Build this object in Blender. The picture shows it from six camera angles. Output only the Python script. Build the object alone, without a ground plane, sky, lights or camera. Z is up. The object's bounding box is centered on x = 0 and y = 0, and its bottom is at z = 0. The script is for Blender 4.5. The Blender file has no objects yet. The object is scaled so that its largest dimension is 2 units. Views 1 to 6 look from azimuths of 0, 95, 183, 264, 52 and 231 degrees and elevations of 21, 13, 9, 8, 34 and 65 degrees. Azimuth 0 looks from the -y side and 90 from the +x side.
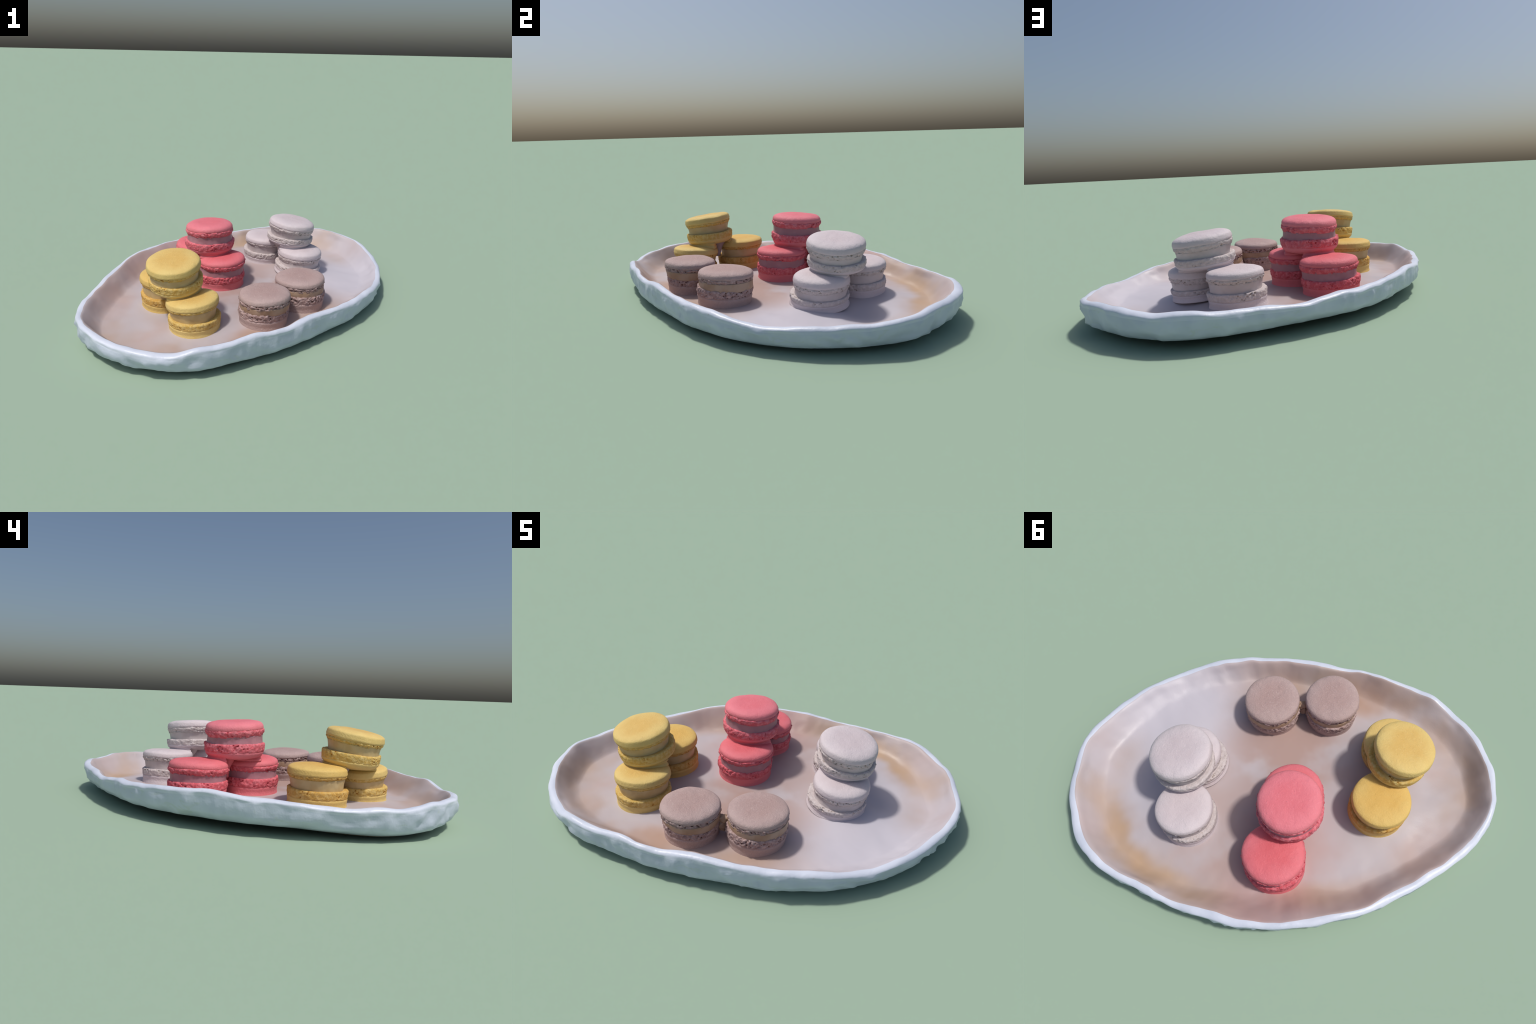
"""A hand-built oval stoneware dish with eleven macarons on it: three little
pyramids (yellow, pink, white) and a pair of brown ones.

Every macaron is lofted from profiles: two shells (smooth cap with a crumbly
foot under it) and the filling between them.  The dish is one skin swept
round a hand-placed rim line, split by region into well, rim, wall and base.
"""
import bpy
import math
import random
import numpy as np
from mathutils import Matrix, Vector, noise

random.seed(11)
TAU = 2 * math.pi
SC = bpy.context.scene


# ------------------------------------------------------------------ helpers
def link(o, parent=None):
    SC.collection.objects.link(o)
    if parent is not None:
        o.parent = parent
    return o


def smoothstep(a, b, x):
    t = np.clip((x - a) / (b - a), 0, 1)
    return t * t * (3 - 2 * t)


def periodic(angles_deg, values, at_deg):
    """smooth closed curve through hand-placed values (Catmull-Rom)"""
    a = np.asarray(angles_deg, float)
    v = np.asarray(values, float)
    n = len(a)
    i = np.searchsorted(a, at_deg, side="right") - 1
    i0, i1, i2, i3 = (i - 1) % n, i % n, (i + 1) % n, (i + 2) % n
    span = (a[i2] - a[i1]) % 360
    t = ((at_deg - a[i1]) % 360) / span
    p0, p1, p2, p3 = v[i0], v[i1], v[i2], v[i3]
    return 0.5 * (2 * p1 + (p2 - p0) * t + (2 * p0 - 5 * p1 + 4 * p2 - p3) * t ** 2
                  + (3 * p1 - p0 - 3 * p2 + p3) * t ** 3)


def profile_curve(points, n):
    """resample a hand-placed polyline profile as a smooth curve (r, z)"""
    p = np.asarray(points, float)
    e = np.vstack([2 * p[0] - p[1], p, 2 * p[-1] - p[-2]])
    d = np.r_[0, np.cumsum(np.linalg.norm(np.diff(p, axis=0), axis=1))]
    s = np.linspace(0, d[-1], n)
    i = np.clip(np.searchsorted(d, s, side="right") - 1, 0, len(p) - 2)
    t = ((s - d[i]) / (d[i + 1] - d[i]))[:, None]
    p0, p1, p2, p3 = e[i], e[i + 1], e[i + 2], e[i + 3]
    return 0.5 * (2 * p1 + (p2 - p0) * t + (2 * p0 - 5 * p1 + 4 * p2 - p3) * t ** 2
                  + (3 * p1 - p0 - 3 * p2 + p3) * t ** 3)


def fbm(p, f, octaves=3, gain=0.5):
    a, s = 1.0, 0.0
    for _ in range(octaves):
        s += a * noise.noise(p * f)
        f *= 2.03
        a *= gain
    return s


def grid_mesh(name, P, close_first=True, close_last=True, slots=None, mats=()):
    """P: (rows, columns, 3); columns run round and close"""
    nr, nc = P.shape[:2]
    verts = [tuple(v) for v in P.reshape(-1, 3)]
    faces, idx = [], []
    for i in range(nr - 1):
        for j in range(nc):
            k = (j + 1) % nc
            faces.append((i * nc + j, i * nc + k, (i + 1) * nc + k, (i + 1) * nc + j))
            idx.append(0 if slots is None else int(slots[i, j]))
    for row, flip in ((0, True), (nr - 1, False)):
        if (row == 0 and close_first) or (row and close_last):
            c = len(verts)
            verts.append(tuple(P[row].mean(0)))
            for j in range(nc):
                k = (j + 1) % nc
                a, b = row * nc + j, row * nc + k
                faces.append((c, b, a) if flip else (c, a, b))
                idx.append(0)
    me = bpy.data.meshes.new(name)
    me.from_pydata(verts, [], faces)
    for m in mats:
        me.materials.append(m)
    me.polygons.foreach_set("use_smooth", [True] * len(faces))
    me.polygons.foreach_set("material_index", idx)
    me.update()
    return me


# ---------------------------------------------------------------- materials
class Nodes:
    def __init__(self, name):
        self.m = bpy.data.materials.new(name)
        self.m.use_nodes = True
        self.t = self.m.node_tree
        self.b = self.t.nodes["Principled BSDF"]
        self.co = self.new("ShaderNodeTexCoord").outputs["Object"]

    def new(self, kind, **kw):
        n = self.t.nodes.new(kind)
        for k, v in kw.items():
            setattr(n, k, v)
        return n

    def put(self, sock, v):
        if isinstance(v, bpy.types.NodeSocket):
            self.t.links.new(v, sock)
        elif isinstance(v, (tuple, list)) and len(v) == 3 and sock.type == "RGBA":
            sock.default_value = (*v, 1)
        else:
            sock.default_value = v

    def mapped(self, loc=(0, 0, 0), rot=(0, 0, 0), scale=(1, 1, 1)):
        n = self.new("ShaderNodeMapping")
        self.put(n.inputs["Vector"], self.co)
        n.inputs["Location"].default_value = loc
        n.inputs["Rotation"].default_value = rot
        n.inputs["Scale"].default_value = scale
        return n.outputs[0]

    def noise(self, scale, detail=3, rough=0.5, vec=None, dist=0.0):
        n = self.new("ShaderNodeTexNoise")
        self.put(n.inputs["Vector"], vec or self.co)
        n.inputs["Scale"].default_value = scale
        n.inputs["Detail"].default_value = detail
        n.inputs["Roughness"].default_value = rough
        n.inputs["Distortion"].default_value = dist
        return n.outputs["Fac"]

    def voronoi(self, scale, vec=None):
        n = self.new("ShaderNodeTexVoronoi")
        self.put(n.inputs["Vector"], vec or self.co)
        n.inputs["Scale"].default_value = scale
        return n.outputs["Distance"]

    def math(self, op, a, b=0.0, clamp=False):
        n = self.new("ShaderNodeMath", operation=op, use_clamp=clamp)
        self.put(n.inputs[0], a)
        self.put(n.inputs[1], b)
        return n.outputs[0]

    def ramp(self, fac, lo, hi, v0=0.0, v1=1.0):
        n = self.new("ShaderNodeMapRange", interpolation_type="SMOOTHSTEP")
        self.put(n.inputs["Value"], fac)
        for k, v in (("From Min", lo), ("From Max", hi), ("To Min", v0), ("To Max", v1)):
            n.inputs[k].default_value = v
        return n.outputs[0]

    def mix(self, fac, a, b):
        n = self.new("ShaderNodeMix", data_type="RGBA")
        self.put(n.inputs[0], fac)
        self.put(n.inputs[6], a)
        self.put(n.inputs[7], b)
        return n.outputs[2]

    def length(self, vec):
        n = self.new("ShaderNodeVectorMath", operation="LENGTH")
        self.put(n.inputs[0], vec)
        return n.outputs["Value"]

    def bump(self, h, strength, dist):
        n = self.new("ShaderNodeBump")
        n.inputs["Strength"].default_value = strength
        n.inputs["Distance"].default_value = dist
        self.put(n.inputs["Height"], h)
        self.put(self.b.inputs["Normal"], n.outputs[0])

    def done(self, colour, rough=0.7, spec=0.3):
        self.put(self.b.inputs["Base Color"], colour)
        self.put(self.b.inputs["Roughness"], rough)
        self.b.inputs["Specular IOR Level"].default_value = spec
        return self.m


def cap_material(name, pale, deep, fleck, grain):
    n = Nodes(name)
    flat = n.mapped(scale=(1, 1, 0.0001))
    r = n.length(flat)
    centre_tone = n.math("ADD", n.ramp(r, 0.05, 0.145, 0.75, 0.1), n.math("MULTIPLY", n.math("SUBTRACT", n.noise(14, 3), 0.5), 0.9), True)
    c = n.mix(centre_tone, pale, deep)
    c = n.mix(n.math("MULTIPLY", n.ramp(n.noise(150, 2, 0.6), 0.56, 0.75), grain), c, fleck)
    h = n.math("ADD", n.noise(210 if grain > 0.5 else 150, 3, 0.65), n.math("MULTIPLY", n.noise(45, 2), 1.2))
    n.bump(h, 0.4 + 0.25 * (grain > 0.5), 0.005)
    return n.done(c, 0.62, 0.3)


def foot_material(name, pale, deep):
    n = Nodes(name)
    f = n.ramp(n.noise(55, 4, 0.65), 0.38, 0.68)
    c = n.mix(f, deep, pale)
    n.bump(n.noise(140, 3, 0.65), 0.6, 0.006)
    return n.done(c, 0.85, 0.2)


def plain_material(name, a, b, scale, rough=0.6, bump=0.15):
    n = Nodes(name)
    c = n.mix(n.ramp(n.noise(scale, 3), 0.35, 0.68), a, b)
    n.bump(n.noise(90, 3), bump, 0.004)
    return n.done(c, rough, 0.3)


FLAVOURS = {
    "yellow": dict(
        cap=cap_material("yellow_cap", (0.70, 0.525, 0.195), (0.62, 0.385, 0.105), (0.78, 0.62, 0.30), 0.3),
        foot=foot_material("yellow_foot", (0.69, 0.52, 0.21), (0.60, 0.39, 0.105)),
        pit=plain_material("yellow_pit", (0.33, 0.15, 0.025), (0.42, 0.21, 0.04), 40, 0.9),
        filling=plain_material("yellow_filling", (0.57, 0.44, 0.23), (0.52, 0.38, 0.18), 18, 0.5),
        foot_rough=0.0028, pits=0.42, fill_top=0.92, fill_low=0.86, fill_bulge=0.0, name="yellow", lip=0.29),
    "pink": dict(
        cap=cap_material("pink_cap", (0.74, 0.215, 0.255), (0.69, 0.155, 0.185), (0.84, 0.35, 0.39), 0.25),
        foot=foot_material("pink_foot", (0.73, 0.23, 0.27), (0.62, 0.125, 0.155)),
        pit=plain_material("pink_pit", (0.38, 0.04, 0.06), (0.48, 0.07, 0.09), 40, 0.9),
        filling=plain_material("pink_filling", (0.37, 0.175, 0.21), (0.42, 0.215, 0.25), 18, 0.45),
        foot_rough=0.0046, pits=0.5, fill_top=0.95, fill_low=0.945, fill_bulge=0.0, name="pink", lip=0.41),
    "white": dict(
        cap=cap_material("white_cap", (0.62, 0.555, 0.58), (0.57, 0.485, 0.505), (0.72, 0.68, 0.69), 0.25),
        foot=foot_material("white_foot", (0.62, 0.56, 0.56), (0.54, 0.475, 0.47)),
        pit=plain_material("white_pit", (0.31, 0.26, 0.23), (0.38, 0.32, 0.29), 40, 0.9),
        filling=plain_material("white_filling", (0.56, 0.505, 0.51), (0.52, 0.46, 0.46), 18, 0.5),
        foot_rough=0.0043, pits=0.46, fill_top=0.93, fill_low=0.875, fill_bulge=0.0, name="white", lip=0.36),
    "brown": dict(
        cap=cap_material("brown_cap", (0.46, 0.345, 0.33), (0.40, 0.27, 0.25), (0.54, 0.42, 0.405), 0.75),
        foot=foot_material("brown_foot", (0.50, 0.385, 0.37), (0.36, 0.245, 0.23)),
        pit=plain_material("brown_pit", (0.13, 0.07, 0.06), (0.20, 0.12, 0.10), 40, 0.9),
        filling=plain_material("brown_filling", (0.46, 0.335, 0.25), (0.38, 0.25, 0.165), 14, 0.45),
        foot_rough=0.0058, pits=0.98, fill_top=0.965, fill_low=0.965, fill_bulge=0.008, name="brown", lip=0.37),
}
# an orange-yellow, and a pink deepened to paint in light bounced within stacks
FLAVOURS["amber"] = dict(
    FLAVOURS["yellow"],
    cap=cap_material("amber_cap", (0.68, 0.475, 0.155), (0.645, 0.39, 0.095), (0.77, 0.57, 0.23), 0.3),
    foot=foot_material("amber_foot", (0.66, 0.45, 0.16), (0.57, 0.33, 0.08)))
FLAVOURS["bounce_tinted_pink"] = dict(
    FLAVOURS["pink"],
    cap=cap_material("bounce_tinted_pink_cap", (0.71, 0.185, 0.215), (0.65, 0.115, 0.135), (0.81, 0.29, 0.32), 0.25),
    foot=foot_material("bounce_tinted_pink_foot", (0.71, 0.20, 0.235), (0.60, 0.105, 0.13)))

GREY_LILAC = plain_material("grey_lilac_web", (0.42, 0.36, 0.37), (0.36, 0.29, 0.30), 16, 0.6)  # grey-lilac web between the yellow macarons, close to the well's grey but darker
FLAVOURS["yellow"]["slump"] = GREY_LILAC
FLAVOURS["pink"]["slump"] = FLAVOURS["bounce_tinted_pink"]["cap"]
FLAVOURS["white"]["slump"] = FLAVOURS["white"]["filling"]

# ---------------------------------------------------------------- macarons
ROUND = 224


def wobble(seed, amount):
    """slow out-of-roundness of one shell"""
    rng = random.Random(seed)
    terms = [(k, amount / k, rng.uniform(0, TAU)) for k in (2, 3, 5)]
    a = np.linspace(0, TAU, ROUND, endpoint=False)
    return 1 + sum(s * np.cos(k * a + p) for k, s, p in terms)


def lathe(prof, R, wob, z_wave=None):
    a = np.linspace(0, TAU, ROUND, endpoint=False)
    r = prof[:, 0:1] * R * (1 + (wob - 1)[None] * np.clip(prof[:, 0:1] * 1.5, 0, 1))
    z = np.repeat(prof[:, 1:2], ROUND, 1)
    if z_wave is not None:
        z = z + z_wave[None] * np.clip(prof[:, 0:1] * 1.4 - 0.4, 0, 1)
    return np.stack([r * np.cos(a), r * np.sin(a), z], -1)


def soft_dents(P, seed, amp):
    off = Vector((seed * 3.1, seed * 1.7, 4.2))
    flat = P.reshape(-1, 3)
    d = np.array([fbm(Vector(p) + off, 11, 2) for p in flat])
    nrm = flat.copy()
    nrm[:, :2] *= 0.3
    nrm[:, 2] = np.sign(flat[:, 2:3].ravel() + 1e-6) * 0.1
    nrm /= np.linalg.norm(nrm, axis=1, keepdims=True) + 1e-9
    return (flat + nrm * (d * amp)[:, None]).reshape(P.shape)


def crumble(P, seed, rough, pits, inner_rows):
    """frothy foot: ruffles, grain and open bubbles; returns pit mask"""
    nr, nc = P.shape[:2]
    off = Vector((seed * 5.3, seed * 2.9, seed * 0.7))
    out = P.copy()
    slot = np.zeros((nr, nc), int)
    for i in range(nr):
        fade = min(1.0, i / 3, (nr - 1 - i) / 3)
        for j in range(nc):
            p = Vector(P[i, j])
            q = p + off
            n = fbm(q, 36, 2) * 0.85 + fbm(q, 100, 2) * 0.75
            d, _ = noise.voronoi(Vector((q.x * 62, q.y * 62, q.z * 88)))
            gate = smoothstep(-0.15, 0.35, fbm(q, 17, 1) + pits - 0.5)
            pit = float(gate) * max(0.0, 1 - d[0] / 0.5)
            m = fade * (rough * n - 1.9 * rough * pit)
            rad = Vector((p.x, p.y, 0)).normalized()
            out[i, j] = p + rad * m + Vector((0, 0, fade * rough * 0.5 * n))
            if pit * fade > 0.36:
                slot[i, j] = 1
    return out, slot


def make_part(name, me, parent, location=(0, 0, 0), rotation=None):
    o = link(bpy.data.objects.new(name, me), parent)
    o.location = location
    if rotation is not None:
        o.rotation_euler = rotation
    return o


def frame(tilt, spin=0.0):
    n = Vector((tilt[0], tilt[1], 1)).normalized()
    a = Vector((0, 1, 0)).cross(n).normalized()
    b = n.cross(a)
    return Matrix((a, b, n)).transposed()


def macaron(flavour, seed, top, low, gap, resting, label):
    """top = (x, y, z, radius, height, tilt x, tilt y) of the upper shell's
    lower edge centre; low = the same for the lower shell's underside."""
    F = FLAVOURS[flavour]
    tx, ty, tz, tR, th = top[:5]
    lx, ly, lz, lR, _ = low[:5]
    lh = tz - lz - gap
    base = bpy.data.objects.new(F["name"] + "_macaron", None)
    base.empty_display_size = 0.1
    base.location = (lx, ly, lz)
    link(base)
    base["label"] = label
    base["category"] = "macaron"
    T, L = frame(top[5:7]), frame(low[5:7])
    t_at, l_at = Vector((tx - lx, ty - ly, tz - lz)), Vector((0, 0, 0))
    tall = th * 0.40                               # height of the upper foot
    a = np.linspace(0, TAU, ROUND, endpoint=False)
    rng = random.Random(seed * 7 + 1)
    wave = sum(0.0022 / k * np.cos(k * a + rng.uniform(0, TAU)) for k in (2, 3, 4, 7))

    # --- upper shell: smooth domed cap, foot below it
    lip = F["lip"]
    cap = profile_curve([(0.93, lip), (0.968, lip + 0.01), (0.986, lip + 0.05), (0.993, lip + 0.12), (0.987, lip + 0.22), (0.965, 0.72),
                         (0.92, 0.81), (0.84, 0.885), (0.72, 0.94), (0.55, 0.975), (0.35, 0.99), (0.15, 0.995), (0.02, 0.995)], 46)
    cap[:, 1] *= th
    P = soft_dents(lathe(cap, tR, wobble(seed, 0.012), wave), seed, 0.0022)
    shell = make_part("shell", grid_mesh("shell", P, False, True, mats=(F["cap"],)), base, t_at, T.to_euler())
    wide = {"pink": 1.012, "white": 0.985, "yellow": 0.975, "brown": 0.99}[F["name"]]
    under = {"pink": 0.925, "white": 0.905, "yellow": 0.89, "brown": 0.945}[F["name"]]
    foot = profile_curve([(0.90, lip + 0.06), (0.968, lip + 0.05), (0.988 * wide, lip + 0.015), (1.0 * wide, lip * 0.8), (0.985 * wide, lip * 0.5),
                          (0.5 * (wide * 0.97 + under), 0.06), (under, 0.0), (0.5, 0.02), (0.02, 0.03)], 36)
    foot[:, 1] *= th
    P, slot = crumble(lathe(foot, tR, wobble(seed, 0.012), wave * 1.2), seed + 0.3, F["foot_rough"], F["pits"], 0)
    make_part("foot", grid_mesh("foot", P, False, True, slot, (F["foot"], F["pit"])), shell)

    # --- lower shell: same thing upside down, with its ledge showing
    if resting:
        body = [(0.02, -0.25), (0.5, -0.25), (0.98, -0.25), (1.0, -0.16), (0.982, 0.0), (0.97, 0.09), (0.97, 0.2), (0.982, 0.33), (0.984, 0.40), (0.965, 0.48), (0.92, 0.52)]
    else:
        body = [(0.02, 0.0), (0.4, 0.005), (0.66, 0.03), (0.82, 0.10), (0.92, 0.21), (0.968, 0.33), (0.982, 0.43), (0.965, 0.50), (0.92, 0.53)]
    if resting and flavour == "brown":
        body = [(r * (1.0 if z > 0.25 else 0.955 + 0.045 * max(0.0, (z + 0.2) / 0.45)), z) for r, z in body]
    body = profile_curve(body, 34)
    body[:, 1] *= lh
    P = soft_dents(lathe(body, lR, wobble(seed + 50, 0.012)), seed + 50, 0.002)
    lower = make_part("shell", grid_mesh("shell", P, True, False, mats=(F["cap"],)), base, l_at, L.to_euler())
    w = {"pink": 1.012, "white": 1.0, "yellow": 0.995, "brown": 1.0}[F["name"]]
    foot = profile_curve([(0.90, 0.44), (0.96, 0.445), (0.984 * w, 0.475), (0.996 * w, 0.60), (1.0 * w, 0.86),
                          (0.97 * w, 0.955), (0.91, 0.965), (0.84, 0.945), (0.5, 0.94), (0.02, 0.94)], 34)
    foot[:, 1] *= lh
    P, slot = crumble(lathe(foot, lR, wobble(seed + 50, 0.012), wave), seed + 50.3, F["foot_rough"], F["pits"], 0)
    make_part("foot", grid_mesh("foot", P, False, True, slot, (F["foot"], F["pit"])), lower)

    # --- filling: loft from the lower shell's ledge to the upper shell's foot
    rows = 14
    t = np.linspace(0, 1, rows)
    Q = np.zeros((rows, ROUND, 3))
    wob = wobble(seed + 90, 0.008)
    ring = np.stack([np.cos(a) * wob, np.sin(a) * wob, 0 * a], -1)
    lo = np.array([list(l_at + L @ Vector((v[0] * lR * F["fill_low"], v[1] * lR * F["fill_low"], lh * 0.88))) for v in ring])
    # the filling stands on the middle of the upper shell, not of the lower one
    shift = np.array([t_at.x - l_at.x, t_at.y - l_at.y, 0.0]) * 0.6
    lo = lo + shift
    hi = np.array([list(t_at + T @ Vector((v[0] * tR * F["fill_top"], v[1] * tR * F["fill_top"], th * 0.08))) for v in ring])
    for i, k in enumerate(t):
        c = lo * (1 - k) + hi * k
        mid = c.mean(0)
        Q[i] = mid + (c - mid) * (1 + F["fill_bulge"] * 4 * k * (1 - k) - (0.0 if F["fill_bulge"] else 0.012) * math.sin(math.pi * k))
    off = Vector((seed, 2 * seed, 0))
    for i in range(rows):
        for j in range(ROUND):
            d = fbm(Vector(Q[i, j]) + off, 22, 2) * 0.0022
            v = Q[i, j] - Q[i].mean(0)
            Q[i, j] += v / np.linalg.norm(v) * d
    make_part("filling", grid_mesh("filling", Q, True, True, mats=(F["filling"],)), base)
    return base


def joint(upper_at, flavour, top, low, support, sup_top):
    """the sticky web where a stacked macaron has sunk into the one below:
    a lens-shaped plug between the two round faces, drawn in at its waist"""
    c0, r0 = np.array(low[:2]), low[3] * 0.92
    c1, r1 = np.array(sup_top[:2]), sup_top[3] * 0.95
    u = c1 - c0
    gap = np.linalg.norm(u)
    u /= gap
    mid = c0 + u * (r0 + gap - r1) * 0.5
    a = np.linspace(0, TAU, 96, endpoint=False)
    d = np.stack([np.cos(a), np.sin(a)], -1)

    def reach(c, r):
        b = d @ (mid - c)
        return -b + np.sqrt(np.maximum(b * b - ((mid - c) @ (mid - c) - r * r), 1e-9))

    rad = np.minimum(reach(c0, r0), reach(c1, r1))
    z0 = sup_top[2] + sup_top[4] * 0.78
    rows = []
    for k in np.linspace(0, 1, 9):
        waist = 1 - 0.07 * math.sin(math.pi * min(1, max(0, (k - 0.25) / 0.6)))
        xy = mid + d * (rad * waist)[:, None]
        z = z0 + (low[2] + 0.024 - z0) * k + 0 * rad
        rows.append(np.c_[xy, z])
    me = grid_mesh("joint", np.array(rows), True, True, mats=(FLAVOURS[flavour]["cap"],))
    o = make_part("joint", me, upper_at, tuple(-upper_at.location))
    o["kind"] = "stuff"


def slump(upper_at, flavour, low, one, two):
    """fused web between the two lower macarons of a stack"""
    p, q = np.array(one[1][:2]), np.array(two[1][:2])
    u = q - p
    u /= np.linalg.norm(u)
    v = np.array([-u[1], u[0]])
    mid = (p + q) / 2
    a = np.linspace(0, TAU, 96, endpoint=False)
    rows = []
    for k in np.linspace(0, 1, 16):
        z = 0.165 + (low[2] + 0.03 - 0.165) * k
        long = 0.020 + 0.060 * k ** 1.5
        thick = 0.022 + 0.05 * k ** 2
        # hour-glass plan, so that it stays inside the notch between the round edges
        pinch = 1 - 0.35 * np.cos(a) ** 2
        xy = mid + np.outer(np.cos(a) * thick, u) + np.outer(np.sin(a) * long * pinch, v)
        xy = xy + 0.004 * np.array([[noise.noise(Vector((x * 20, y * 20, z * 20)))] * 2 for x, y in xy])
        rows.append(np.c_[xy, z + 0 * a])
    me = grid_mesh("slump", np.array(rows), True, True, mats=(FLAVOURS[flavour]["slump"],))
    o = make_part("slump", me, upper_at, tuple(-upper_at.location))
    o["kind"] = "stuff"


#            upper shell: x, y, z, radius, height, tilt     lower shell
MACARONS = [
    ("yellow", (-0.389, -0.482, 0.371, 0.151, 0.072, -0.05, -0.15), (-0.380, -0.467, 0.251, 0.151, 0.056, -0.03, -0.10), 0.038, False, "pale yellow macaron leaning on two others"),
    ("yellow", (-0.282, -0.554, 0.185, 0.147, 0.066, -0.09, 0.05), (-0.273, -0.563, 0.070, 0.145, 0.055, -0.02, 0.02), 0.040, True, "yellow macaron with thick cream filling"),
    ("amber", (-0.476, -0.281, 0.206, 0.150, 0.067, 0.0, -0.03), (-0.470, -0.286, 0.077, 0.151, 0.053, 0.0, -0.03), 0.046, True, "warm yellow macaron with thick cream filling"),
    ("pink", (-0.242, 0.114, 0.384, 0.152, 0.079, -0.03, 0.05), (-0.243, 0.113, 0.266, 0.157, 0.058, 0.0, 0.02), 0.032, False, "pink macaron stacked on two others"),
    ("bounce_tinted_pink", (-0.158, 0.021, 0.200, 0.151, 0.070, -0.03, 0.01), (-0.169, 0.021, 0.081, 0.153, 0.055, 0.0, 0.0), 0.032, True, "pink macaron, bounce light tinted into its colour, with ruffled feet"),
    ("bounce_tinted_pink", (-0.337, 0.298, 0.196, 0.152, 0.074, 0.02, -0.01), (-0.345, 0.301, 0.085, 0.151, 0.058, 0.03, 0.01), 0.030, True, "pink macaron, colour reddened for bounce light, with ruffled crumbly feet"),
    ("white", (0.303, 0.341, 0.343, 0.158, 0.080, 0.14, 0.03), (0.295, 0.345, 0.244, 0.157, 0.049, 0.09, 0.03), 0.032, False, "off-white macaron leaning on two others"),
    ("white", (0.362, 0.265, 0.161, 0.152, 0.084, 0.05, 0.0), (0.351, 0.253, 0.082, 0.157, 0.054, 0.09, 0.0), 0.026, True, "off-white macaron with a wide lower shell"),
    ("white", (0.129, 0.485, 0.195, 0.145, 0.066, 0.04, -0.01), (0.121, 0.484, 0.080, 0.148, 0.055, 0.05, -0.01), 0.040, True, "off-white macaron with smooth filling"),
    ("brown", (0.114, -0.498, 0.198, 0.147, 0.066, -0.03, 0.03), (0.107, -0.493, 0.083, 0.142, 0.046, 0.0, 0.03), 0.025, True, "brown macaron with pitted feet, caramel filling"),
    ("brown", (0.327, -0.251, 0.194, 0.150, 0.064, -0.03, 0.03), (0.328, -0.261, 0.080, 0.151, 0.048, 0.0, 0.05), 0.025, True, "brown macaron with coarse pitted feet"),
]
for k, (flavour, top, low, gap, resting, label) in enumerate(MACARONS):
    root = macaron(flavour, k + 1, top, low, gap, resting, label)
    if not resting:
        for other in MACARONS[k + 1:k + 3]:
            joint(root, other[0], top, low, other[2], other[1])
        slump(root, flavour, low, MACARONS[k + 1][1:], MACARONS[k + 2][1:])

# a lump of filling squeezed out between the two brown ones
def crumb(parent, at, size, seed):
    P = []
    for u in np.linspace(0.02, math.pi - 0.02, 18):
        P.append([])
        for w in np.linspace(0, TAU, 36, endpoint=False):
            d = Vector((math.sin(u) * math.cos(w), math.sin(u) * math.sin(w), -math.cos(u)))
            k = 1 + 0.35 * fbm(d + Vector((seed, 0, 0)), 1.8, 3)
            P[-1].append([d.x * size[0] * k, d.y * size[1] * k, d.z * size[2] * k])
    me = grid_mesh("crumb", np.array(P), True, True, mats=(FLAVOURS["brown"]["filling"],))
    o = make_part("crumb", me, parent, Vector(at) - parent.location, (0, 0, math.radians(54)))
    o["kind"] = "stuff"


crumb(root, (0.219, -0.378, 0.172), (0.030, 0.022, 0.020), 3)
crumb(root, (0.214, -0.382, 0.128), (0.026, 0.020, 0.030), 7)

# --------------------------------------------------------------------- dish
RIM_ANGLE = list(range(0, 360, 10))
RIM_RADIUS = [0.859, 0.910, 0.960, 1.014, 1.053, 1.054, 1.056, 1.042, 0.977, 0.899, 0.842, 0.807,
              0.791, 0.784, 0.783, 0.787, 0.798, 0.826, 0.857, 0.900, 0.968, 1.056, 1.115, 1.132,
              1.115, 1.048, 0.962, 0.872, 0.811, 0.766, 0.735, 0.726, 0.730, 0.755, 0.778, 0.813]
RIM_HEIGHT = [0.128, 0.130, 0.135, 0.146, 0.164, 0.173, 0.168, 0.163, 0.161, 0.153, 0.146, 0.154,
              0.164, 0.167, 0.171, 0.181, 0.186, 0.179, 0.172, 0.163, 0.150, 0.145, 0.158, 0.158,
              0.140, 0.136, 0.153, 0.165, 0.165, 0.168, 0.177, 0.179, 0.175, 0.170, 0.158, 0.139]
FLOOR = 0.077


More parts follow.
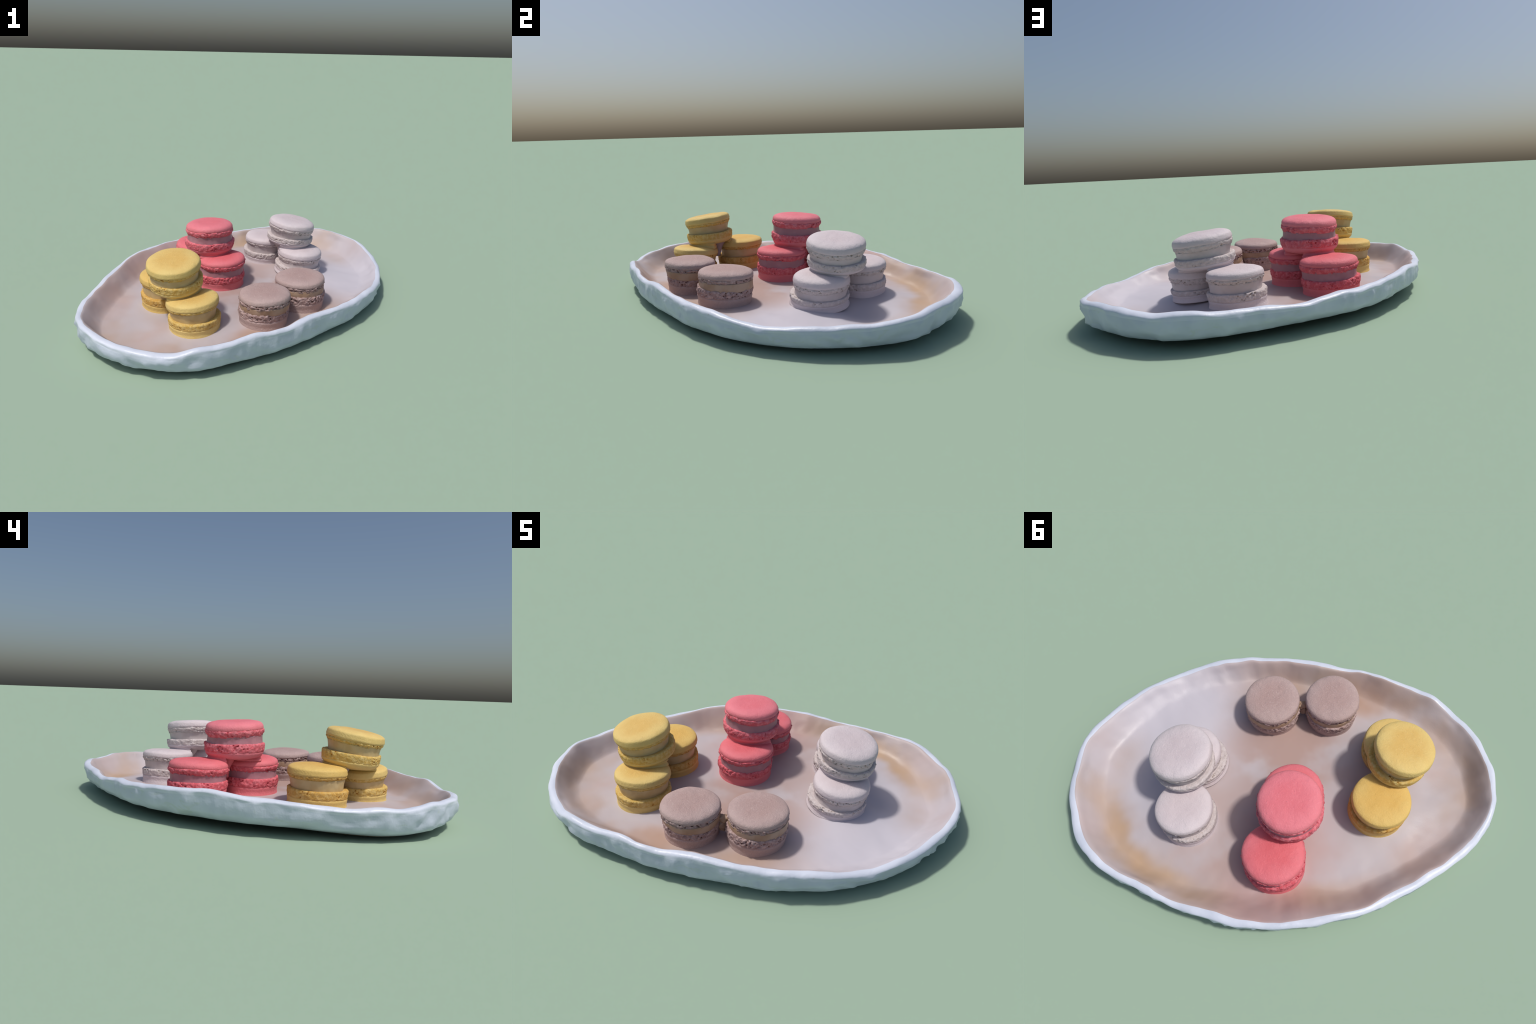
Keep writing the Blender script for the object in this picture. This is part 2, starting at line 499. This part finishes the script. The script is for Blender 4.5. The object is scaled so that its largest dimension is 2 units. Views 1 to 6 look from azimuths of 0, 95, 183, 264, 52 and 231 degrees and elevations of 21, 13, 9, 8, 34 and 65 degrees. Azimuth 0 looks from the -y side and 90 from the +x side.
def dish():
    # ---- glazes
    n = Nodes("well_glaze")
    # distance from the centre of the oval, 1 at the rim
    oval = n.new("ShaderNodeMapping", vector_type="TEXTURE")
    n.put(oval.inputs["Vector"], n.co)
    oval.inputs["Location"].default_value = (-0.045, -0.005, 0)
    oval.inputs["Rotation"].default_value = (0, 0, math.radians(50))
    oval.inputs["Scale"].default_value = (1.10, 0.75, 1000)
    rr = n.length(oval.outputs[0])
    soft = n.noise(2.6, 3, 0.5)
    rr = n.math("ADD", rr, n.math("MULTIPLY", n.math("SUBTRACT", soft, 0.5), 0.30))
    grey, pale = (0.465, 0.42, 0.44), (0.545, 0.52, 0.575)
    ochre, russet = (0.42, 0.285, 0.20), (0.40, 0.27, 0.235)

    def blob(x, y, radius):
        m = n.mapped(loc=(-x / radius, -y / radius, 0), scale=(1 / radius, 1 / radius, 0.001))
        return n.ramp(n.length(m), 0.25, 1.0, 1.0, 0.0)

    ring = n.math("MULTIPLY", n.ramp(rr, 0.66, 0.82), n.ramp(rr, 0.86, 1.0, 1.0, 0.22))
    bare = n.math("SUBTRACT", 1.0, blob(0.72, 0.12, 0.62), True)      # the side that stays pale
    bare = n.math("MULTIPLY", bare, n.math("SUBTRACT", 1.0, n.math("MULTIPLY", blob(-0.72, -0.2, 0.5), 0.7), True))
    ring = n.math("MULTIPLY", n.math("MULTIPLY", ring, bare), n.ramp(n.noise(3.4, 2, 0.45), 0.34, 0.62, 0.15, 1.0))
    c = n.mix(n.ramp(n.noise(2.6, 3), 0.40, 0.66), grey, (0.455, 0.36, 0.35))
    c = n.mix(n.math("MULTIPLY", n.math("MAXIMUM", blob(0.66, 0.16, 0.65), n.math("MULTIPLY", blob(0.5, 0.6, 0.5), 0.7)), 0.95), c, pale)
    mid = n.math("MAXIMUM", blob(0.12, -0.16, 0.5), n.math("MULTIPLY", blob(-0.30, 0.45, 0.45), 0.6))
    c = n.mix(n.math("MULTIPLY", n.math("MULTIPLY", mid, 0.8), n.ramp(n.noise(4.5, 3), 0.3, 0.6)), c, russet)
    c = n.mix(n.math("MULTIPLY", ring, 0.62), c, ochre)
    c = n.mix(n.math("MULTIPLY", n.math("MULTIPLY", blob(-0.05, -0.75, 0.5), ring), 0.5), c, (0.36, 0.22, 0.16))
    # sharper ochre run along the foot of the wall at the white end
    arc = n.math("MULTIPLY", n.ramp(rr, 0.74, 0.83), n.ramp(rr, 0.84, 0.95, 1.0, 0.0))
    c = n.mix(n.math("MULTIPLY", n.math("MULTIPLY", arc, blob(0.15, 0.82, 0.55)), 0.75), c, (0.45, 0.30, 0.18))
    rosy = n.math("MULTIPLY", n.math("MAXIMUM", blob(-0.45, 0.47, 0.32), n.math("MULTIPLY", blob(-0.27, 0.14, 0.36), 0.6)), 0.55)
    c = n.mix(rosy, c, (0.46, 0.285, 0.275))
    # mostly shading of the wall behind the yellow pile, painted as umber blotches
    painted_shade = n.math("MULTIPLY", n.ramp(rr, 0.84, 0.95), n.ramp(n.noise(4.2, 2), 0.45, 0.62))
    c = n.mix(n.math("MULTIPLY", n.math("MULTIPLY", painted_shade, blob(-0.45, -0.85, 0.62)), 0.42), c, (0.25, 0.185, 0.155))
    n.bump(n.math("ADD", n.noise(30, 3), n.math("MULTIPLY", n.noise(140, 2), 0.4)), 0.12, 0.006)
    well_glaze = n.done(c, n.ramp(n.noise(7, 2), 0.3, 0.7, 0.42, 0.6), 0.4)

    n = Nodes("rim_glaze")
    c = n.mix(n.ramp(n.noise(5, 3), 0.3, 0.7), (0.58, 0.625, 0.73), (0.65, 0.69, 0.79))
    c = n.mix(n.math("MULTIPLY", n.ramp(n.noise(13, 4, 0.7), 0.66, 0.74), 0.45), c, (0.47, 0.41, 0.40))
    n.bump(n.math("ADD", n.noise(26, 3), n.math("MULTIPLY", n.noise(90, 2), 0.3)), 0.25, 0.008)
    rim_glaze = n.done(c, 0.40, 0.45)

    n = Nodes("wall_glaze")
    c = n.mix(n.ramp(n.noise(6, 4), 0.3, 0.7), (0.525, 0.575, 0.68), (0.60, 0.65, 0.76))
    slip = n.noise(9, 4, 0.6, n.mapped(rot=(0.3, 0.2, 0), scale=(1, 1, 2.5)), 1.2)
    c = n.mix(n.math("MULTIPLY", n.ramp(slip, 0.58, 0.68), 0.35), c, (0.48, 0.55, 0.50))
    n.bump(n.math("ADD", n.noise(22, 3), n.math("MULTIPLY", n.noise(80, 2), 0.3)), 0.3, 0.008)
    wall_glaze = n.done(c, 0.42, 0.4)

    n = Nodes("brown_underside")
    c = n.mix(n.ramp(n.noise(12, 4), 0.3, 0.7), (0.24, 0.165, 0.12), (0.32, 0.24, 0.19))
    n.bump(n.noise(70, 3), 0.4, 0.006)
    brown_underside = n.done(c, 0.9, 0.2)

    # ---- skin: swept from the middle of the well over the rim to the middle of the underside
    NC = 720
    deg = np.arange(NC) * 360.0 / NC
    a = np.radians(deg)
    R = periodic(RIM_ANGLE, RIM_RADIUS, deg)
    H = periodic(RIM_ANGLE, RIM_HEIGHT, deg) + 0.004 + 0.008 * np.exp(-(((deg - 258 + 180) % 360 - 180) / 20) ** 2) - 0.012 * np.exp(-(((deg - 194 + 180) % 360 - 180) / 12) ** 2) + 0.005 * np.exp(-(((deg - 226 + 180) % 360 - 180) / 14) ** 2) - 0.011 * np.exp(-(((deg - 325 + 180) % 360 - 180) / 30) ** 2)
    R = R + 0.010 + 0.010 * np.exp(-(((deg - 350 + 180) % 360 - 180) / 22) ** 2) + 0.008 * np.exp(-(((deg - 48 + 180) % 360 - 180) / 18) ** 2)
    R = R + 0.012 * np.exp(-(((deg - 258 + 180) % 360 - 180) / 12) ** 2) - 0.009 * np.exp(-(((deg - 240 + 180) % 360 - 180) / 11) ** 2) + 0.006 * np.exp(-(((deg - 212 + 180) % 360 - 180) / 9) ** 2) - 0.007 * np.exp(-(((deg - 150 + 180) % 360 - 180) / 25) ** 2)
    along = np.cos(a - math.radians(50)) ** 2             # 1 at the pointed ends
    lip = np.array([fbm(Vector((2.2 * math.cos(t), 2.2 * math.sin(t), 5)), 1.6, 3) for t in a])
    W = 0.048 + 0.018 * lip                # lip thickness
    slope = 0.050 - 0.016 * np.exp(-(((deg - 226 + 180) % 360 - 180) / 20) ** 2) - 0.015 * np.exp(-(((deg - 310 + 180) % 360 - 180) / 25) ** 2) + 0.03 * along + 0.012 * np.exp(-(((deg - 5 + 180) % 360 - 180) / 25) ** 2) + 0.03 * np.exp(-(((deg - 258 + 180) % 360 - 180) / 14) ** 2) + 0.08 * np.exp(-(((deg - 145 + 180) % 360 - 180) / 26) ** 2)                           # width of the inner wall
    rows, kinds = [], []

    def row(inset, z, kind):
        rows.append((R - inset, z))
        kinds.append(kind)

    sag = 0.004 + 0.018 * np.exp(-(((deg - 225 + 180) % 360 - 180) / 30) ** 2) + 0.008 * np.exp(-(((deg - 48 + 180) % 360 - 180) / 35) ** 2)
    inner = R - W - slope - 0.03
    for f in np.linspace(0.02, 1.0, 42):
        rows.append((f * inner, FLOOR - sag * smoothstep(0.72, 0.98, f)))
        kinds.append("well")
    for s in np.linspace(0.06, 1, 18):
        up = s ** 1.9 * (1.75 - 0.75 * s)
        row(W * 0.92 + (slope + 0.03 + 0.08 * W) * (1 - s), FLOOR - sag + (H - 0.006 - FLOOR + sag) * up, "well")
    for s in np.linspace(0.24, 1, 13):                     # rounded lip
        ang = math.pi * s
        row(W * 0.5 + 0.5 * W * math.cos(ang), H - 0.012 - 0.006 * s + 0.014 * math.sin(ang), "well" if s < 0.42 else "rim")
    # outer wall: one long side stands on the ground, the other lifts off like a hull
    stand = smoothstep(-1, 1, np.cos(a - math.radians(319)))
    stand = np.maximum(stand, 0.85 * np.exp(-(((deg - 214 + 180) % 360 - 180) / 20) ** 2))
    for kind, (i_s, z_s), (i_l, z_l) in (
            ("wall", (-0.002, 0.86), (-0.001, 0.88)), ("wall", (-0.003, 0.72), (0.000, 0.74)), ("wall", (-0.001, 0.090), (0.006, 0.092)),
            ("wall", (0.003, 0.070), (0.016, 0.077)), ("wall", (0.010, 0.052), (0.031, 0.063)), ("wall", (0.022, 0.037), (0.050, 0.051)),
            ("wall", (0.042, 0.025), (0.076, 0.041)), ("base", (0.066, 0.014), (0.12, 0.031)), ("base", (0.088, 0.006), (0.18, 0.021)),
            ("base", (0.115, 0.002), (0.25, 0.010)), ("base", (0.15, 0.0005), (0.30, 0.004)), ("base", (0.20, 0.0), (0.34, 0.0))):
        z_s, z_l = (H * z_s, H * z_l) if z_s > 0.5 else (z_s, z_l)
        row(i_l + (i_s - i_l) * stand, z_l + (z_s - z_l) * stand, kind)
    for f in (0.9, 0.7, 0.5, 0.3, 0.1, 0.02):
        rows.append((f * (R - 0.34 + 0.14 * stand), 0.0005 + 0 * R))
        kinds.append("base")
    P = np.stack([np.stack([r * np.cos(a), r * np.sin(a), z], -1) for r, z in rows])
    # ---- hand-pinched unevenness
    for i, kind in enumerate(kinds):
        for j in range(NC):
            p = Vector(P[i, j])
            if kind == "well" and P[i, j, 2] > H[j] - 0.02:
                P[i, j, 2] += 0.012 * fbm(p, 5.5, 2)
                P[i, j, :2] *= 1 + 0.010 * fbm(p + Vector((3, 1, 2)), 5.5, 3, 0.4)
            elif kind == "well":
                edge = min(1, max(0, (math.hypot(p.x, p.y) / R[j] - 0.6) / 0.3))
                P[i, j, 2] += (0.0016 + 0.008 * edge) * fbm(p, 5.0, 3)
                for x, y, wide, deep in ((0.44, 0.50, 0.11, 0.033), (0.53, 0.50, 0.25, 0.024), (0.82, 0.30, 0.13, 0.010),
                                         (-0.57, -0.57, 0.19, 0.010), (0.40, 0.02, 0.15, 0.010), (0.20, -0.08, 0.2, 0.005)):
                    P[i, j, 2] -= deep * math.exp(-((p.x - x) ** 2 + (p.y - y) ** 2) / wide ** 2)
            elif kind == "rim":
                P[i, j, 2] += 0.012 * fbm(p, 5.5, 2)
                P[i, j, :2] *= 1 + 0.010 * fbm(p + Vector((3, 1, 2)), 5.5, 3, 0.4)
            elif kind == "wall":
                fade = min(1.0, max(0.0, P[i, j, 2] - 0.008) / 0.05)
                # thumb facets run slantwise round the wall
                q = Vector((p.x + 0.9 * p.z, p.y + 0.9 * p.z, p.z * 2.2))
                facet = abs(fbm(q, 7, 1)) + 0.5 * abs(fbm(q + Vector((4, 4, 4)), 15, 1))
                P[i, j, :2] *= 1 + fade * (0.010 * fbm(p + Vector((3, 1, 2)), 5.5, 3, 0.4) + 0.028 * (0.22 - facet))
    nr = len(rows)
    first = kinds.index("rim")
    for _ in range(4):                                     # soften the inner edge of the lip
        S = P.copy()
        for i in range(first - 12, first + 3):
            P[i] = 0.25 * S[i - 1] + 0.5 * S[i] + 0.25 * S[i + 1]
    # blend the seams of the relief between regions
    for _ in range(2):
        S = P.copy()
        for i in range(1, nr - 1):
            if kinds[i - 1] != kinds[i + 1]:
                P[i] = 0.25 * S[i - 1] + 0.5 * S[i] + 0.25 * S[i + 1]
    whole = grid_mesh("dish_skin", P, True, True)
    whole.flip_normals()
    whole.update()
    V = np.empty(len(whole.vertices) * 3)
    whole.vertices.foreach_get("co", V)
    V = V.reshape(-1, 3)
    Nn = np.empty(len(whole.vertices) * 3)
    whole.vertex_normals.foreach_get("vector", Nn)
    Nn = Nn.reshape(-1, 3)
    dish_root = link(bpy.data.objects.new("serving_dish", None))
    dish_root["label"] = "oval hand-built stoneware dish, white rim, stained well"
    dish_root["category"] = "dish"
    mats = {"well": well_glaze, "rim": rim_glaze, "wall": wall_glaze, "base": brown_underside}
    polys = [tuple(p.vertices) for p in whole.polygons]
    owner = []
    for f in polys:
        lo = min(f)
        i = min(lo // NC, nr - 1)
        if len(f) == 3:
            owner.append("well" if max(f) == nr * NC else "base")
        else:
            owner.append(kinds[i + 1] if kinds[i] == "well" else kinds[i])
    for kind in mats:
        mine = [f for f, o in zip(polys, owner) if o == kind]
        used = sorted({v for f in mine for v in f})
        back = {v: k for k, v in enumerate(used)}
        me = bpy.data.meshes.new(kind)
        me.from_pydata([tuple(V[v]) for v in used], [], [[back[v] for v in f] for f in mine])
        me.polygons.foreach_set("use_smooth", [True] * len(mine))
        me.materials.append(mats[kind])
        me.update()
        me.normals_split_custom_set_from_vertices([tuple(Nn[v]) for v in used])
        link(bpy.data.objects.new(kind, me), dish_root)
    bpy.data.meshes.remove(whole)


dish()
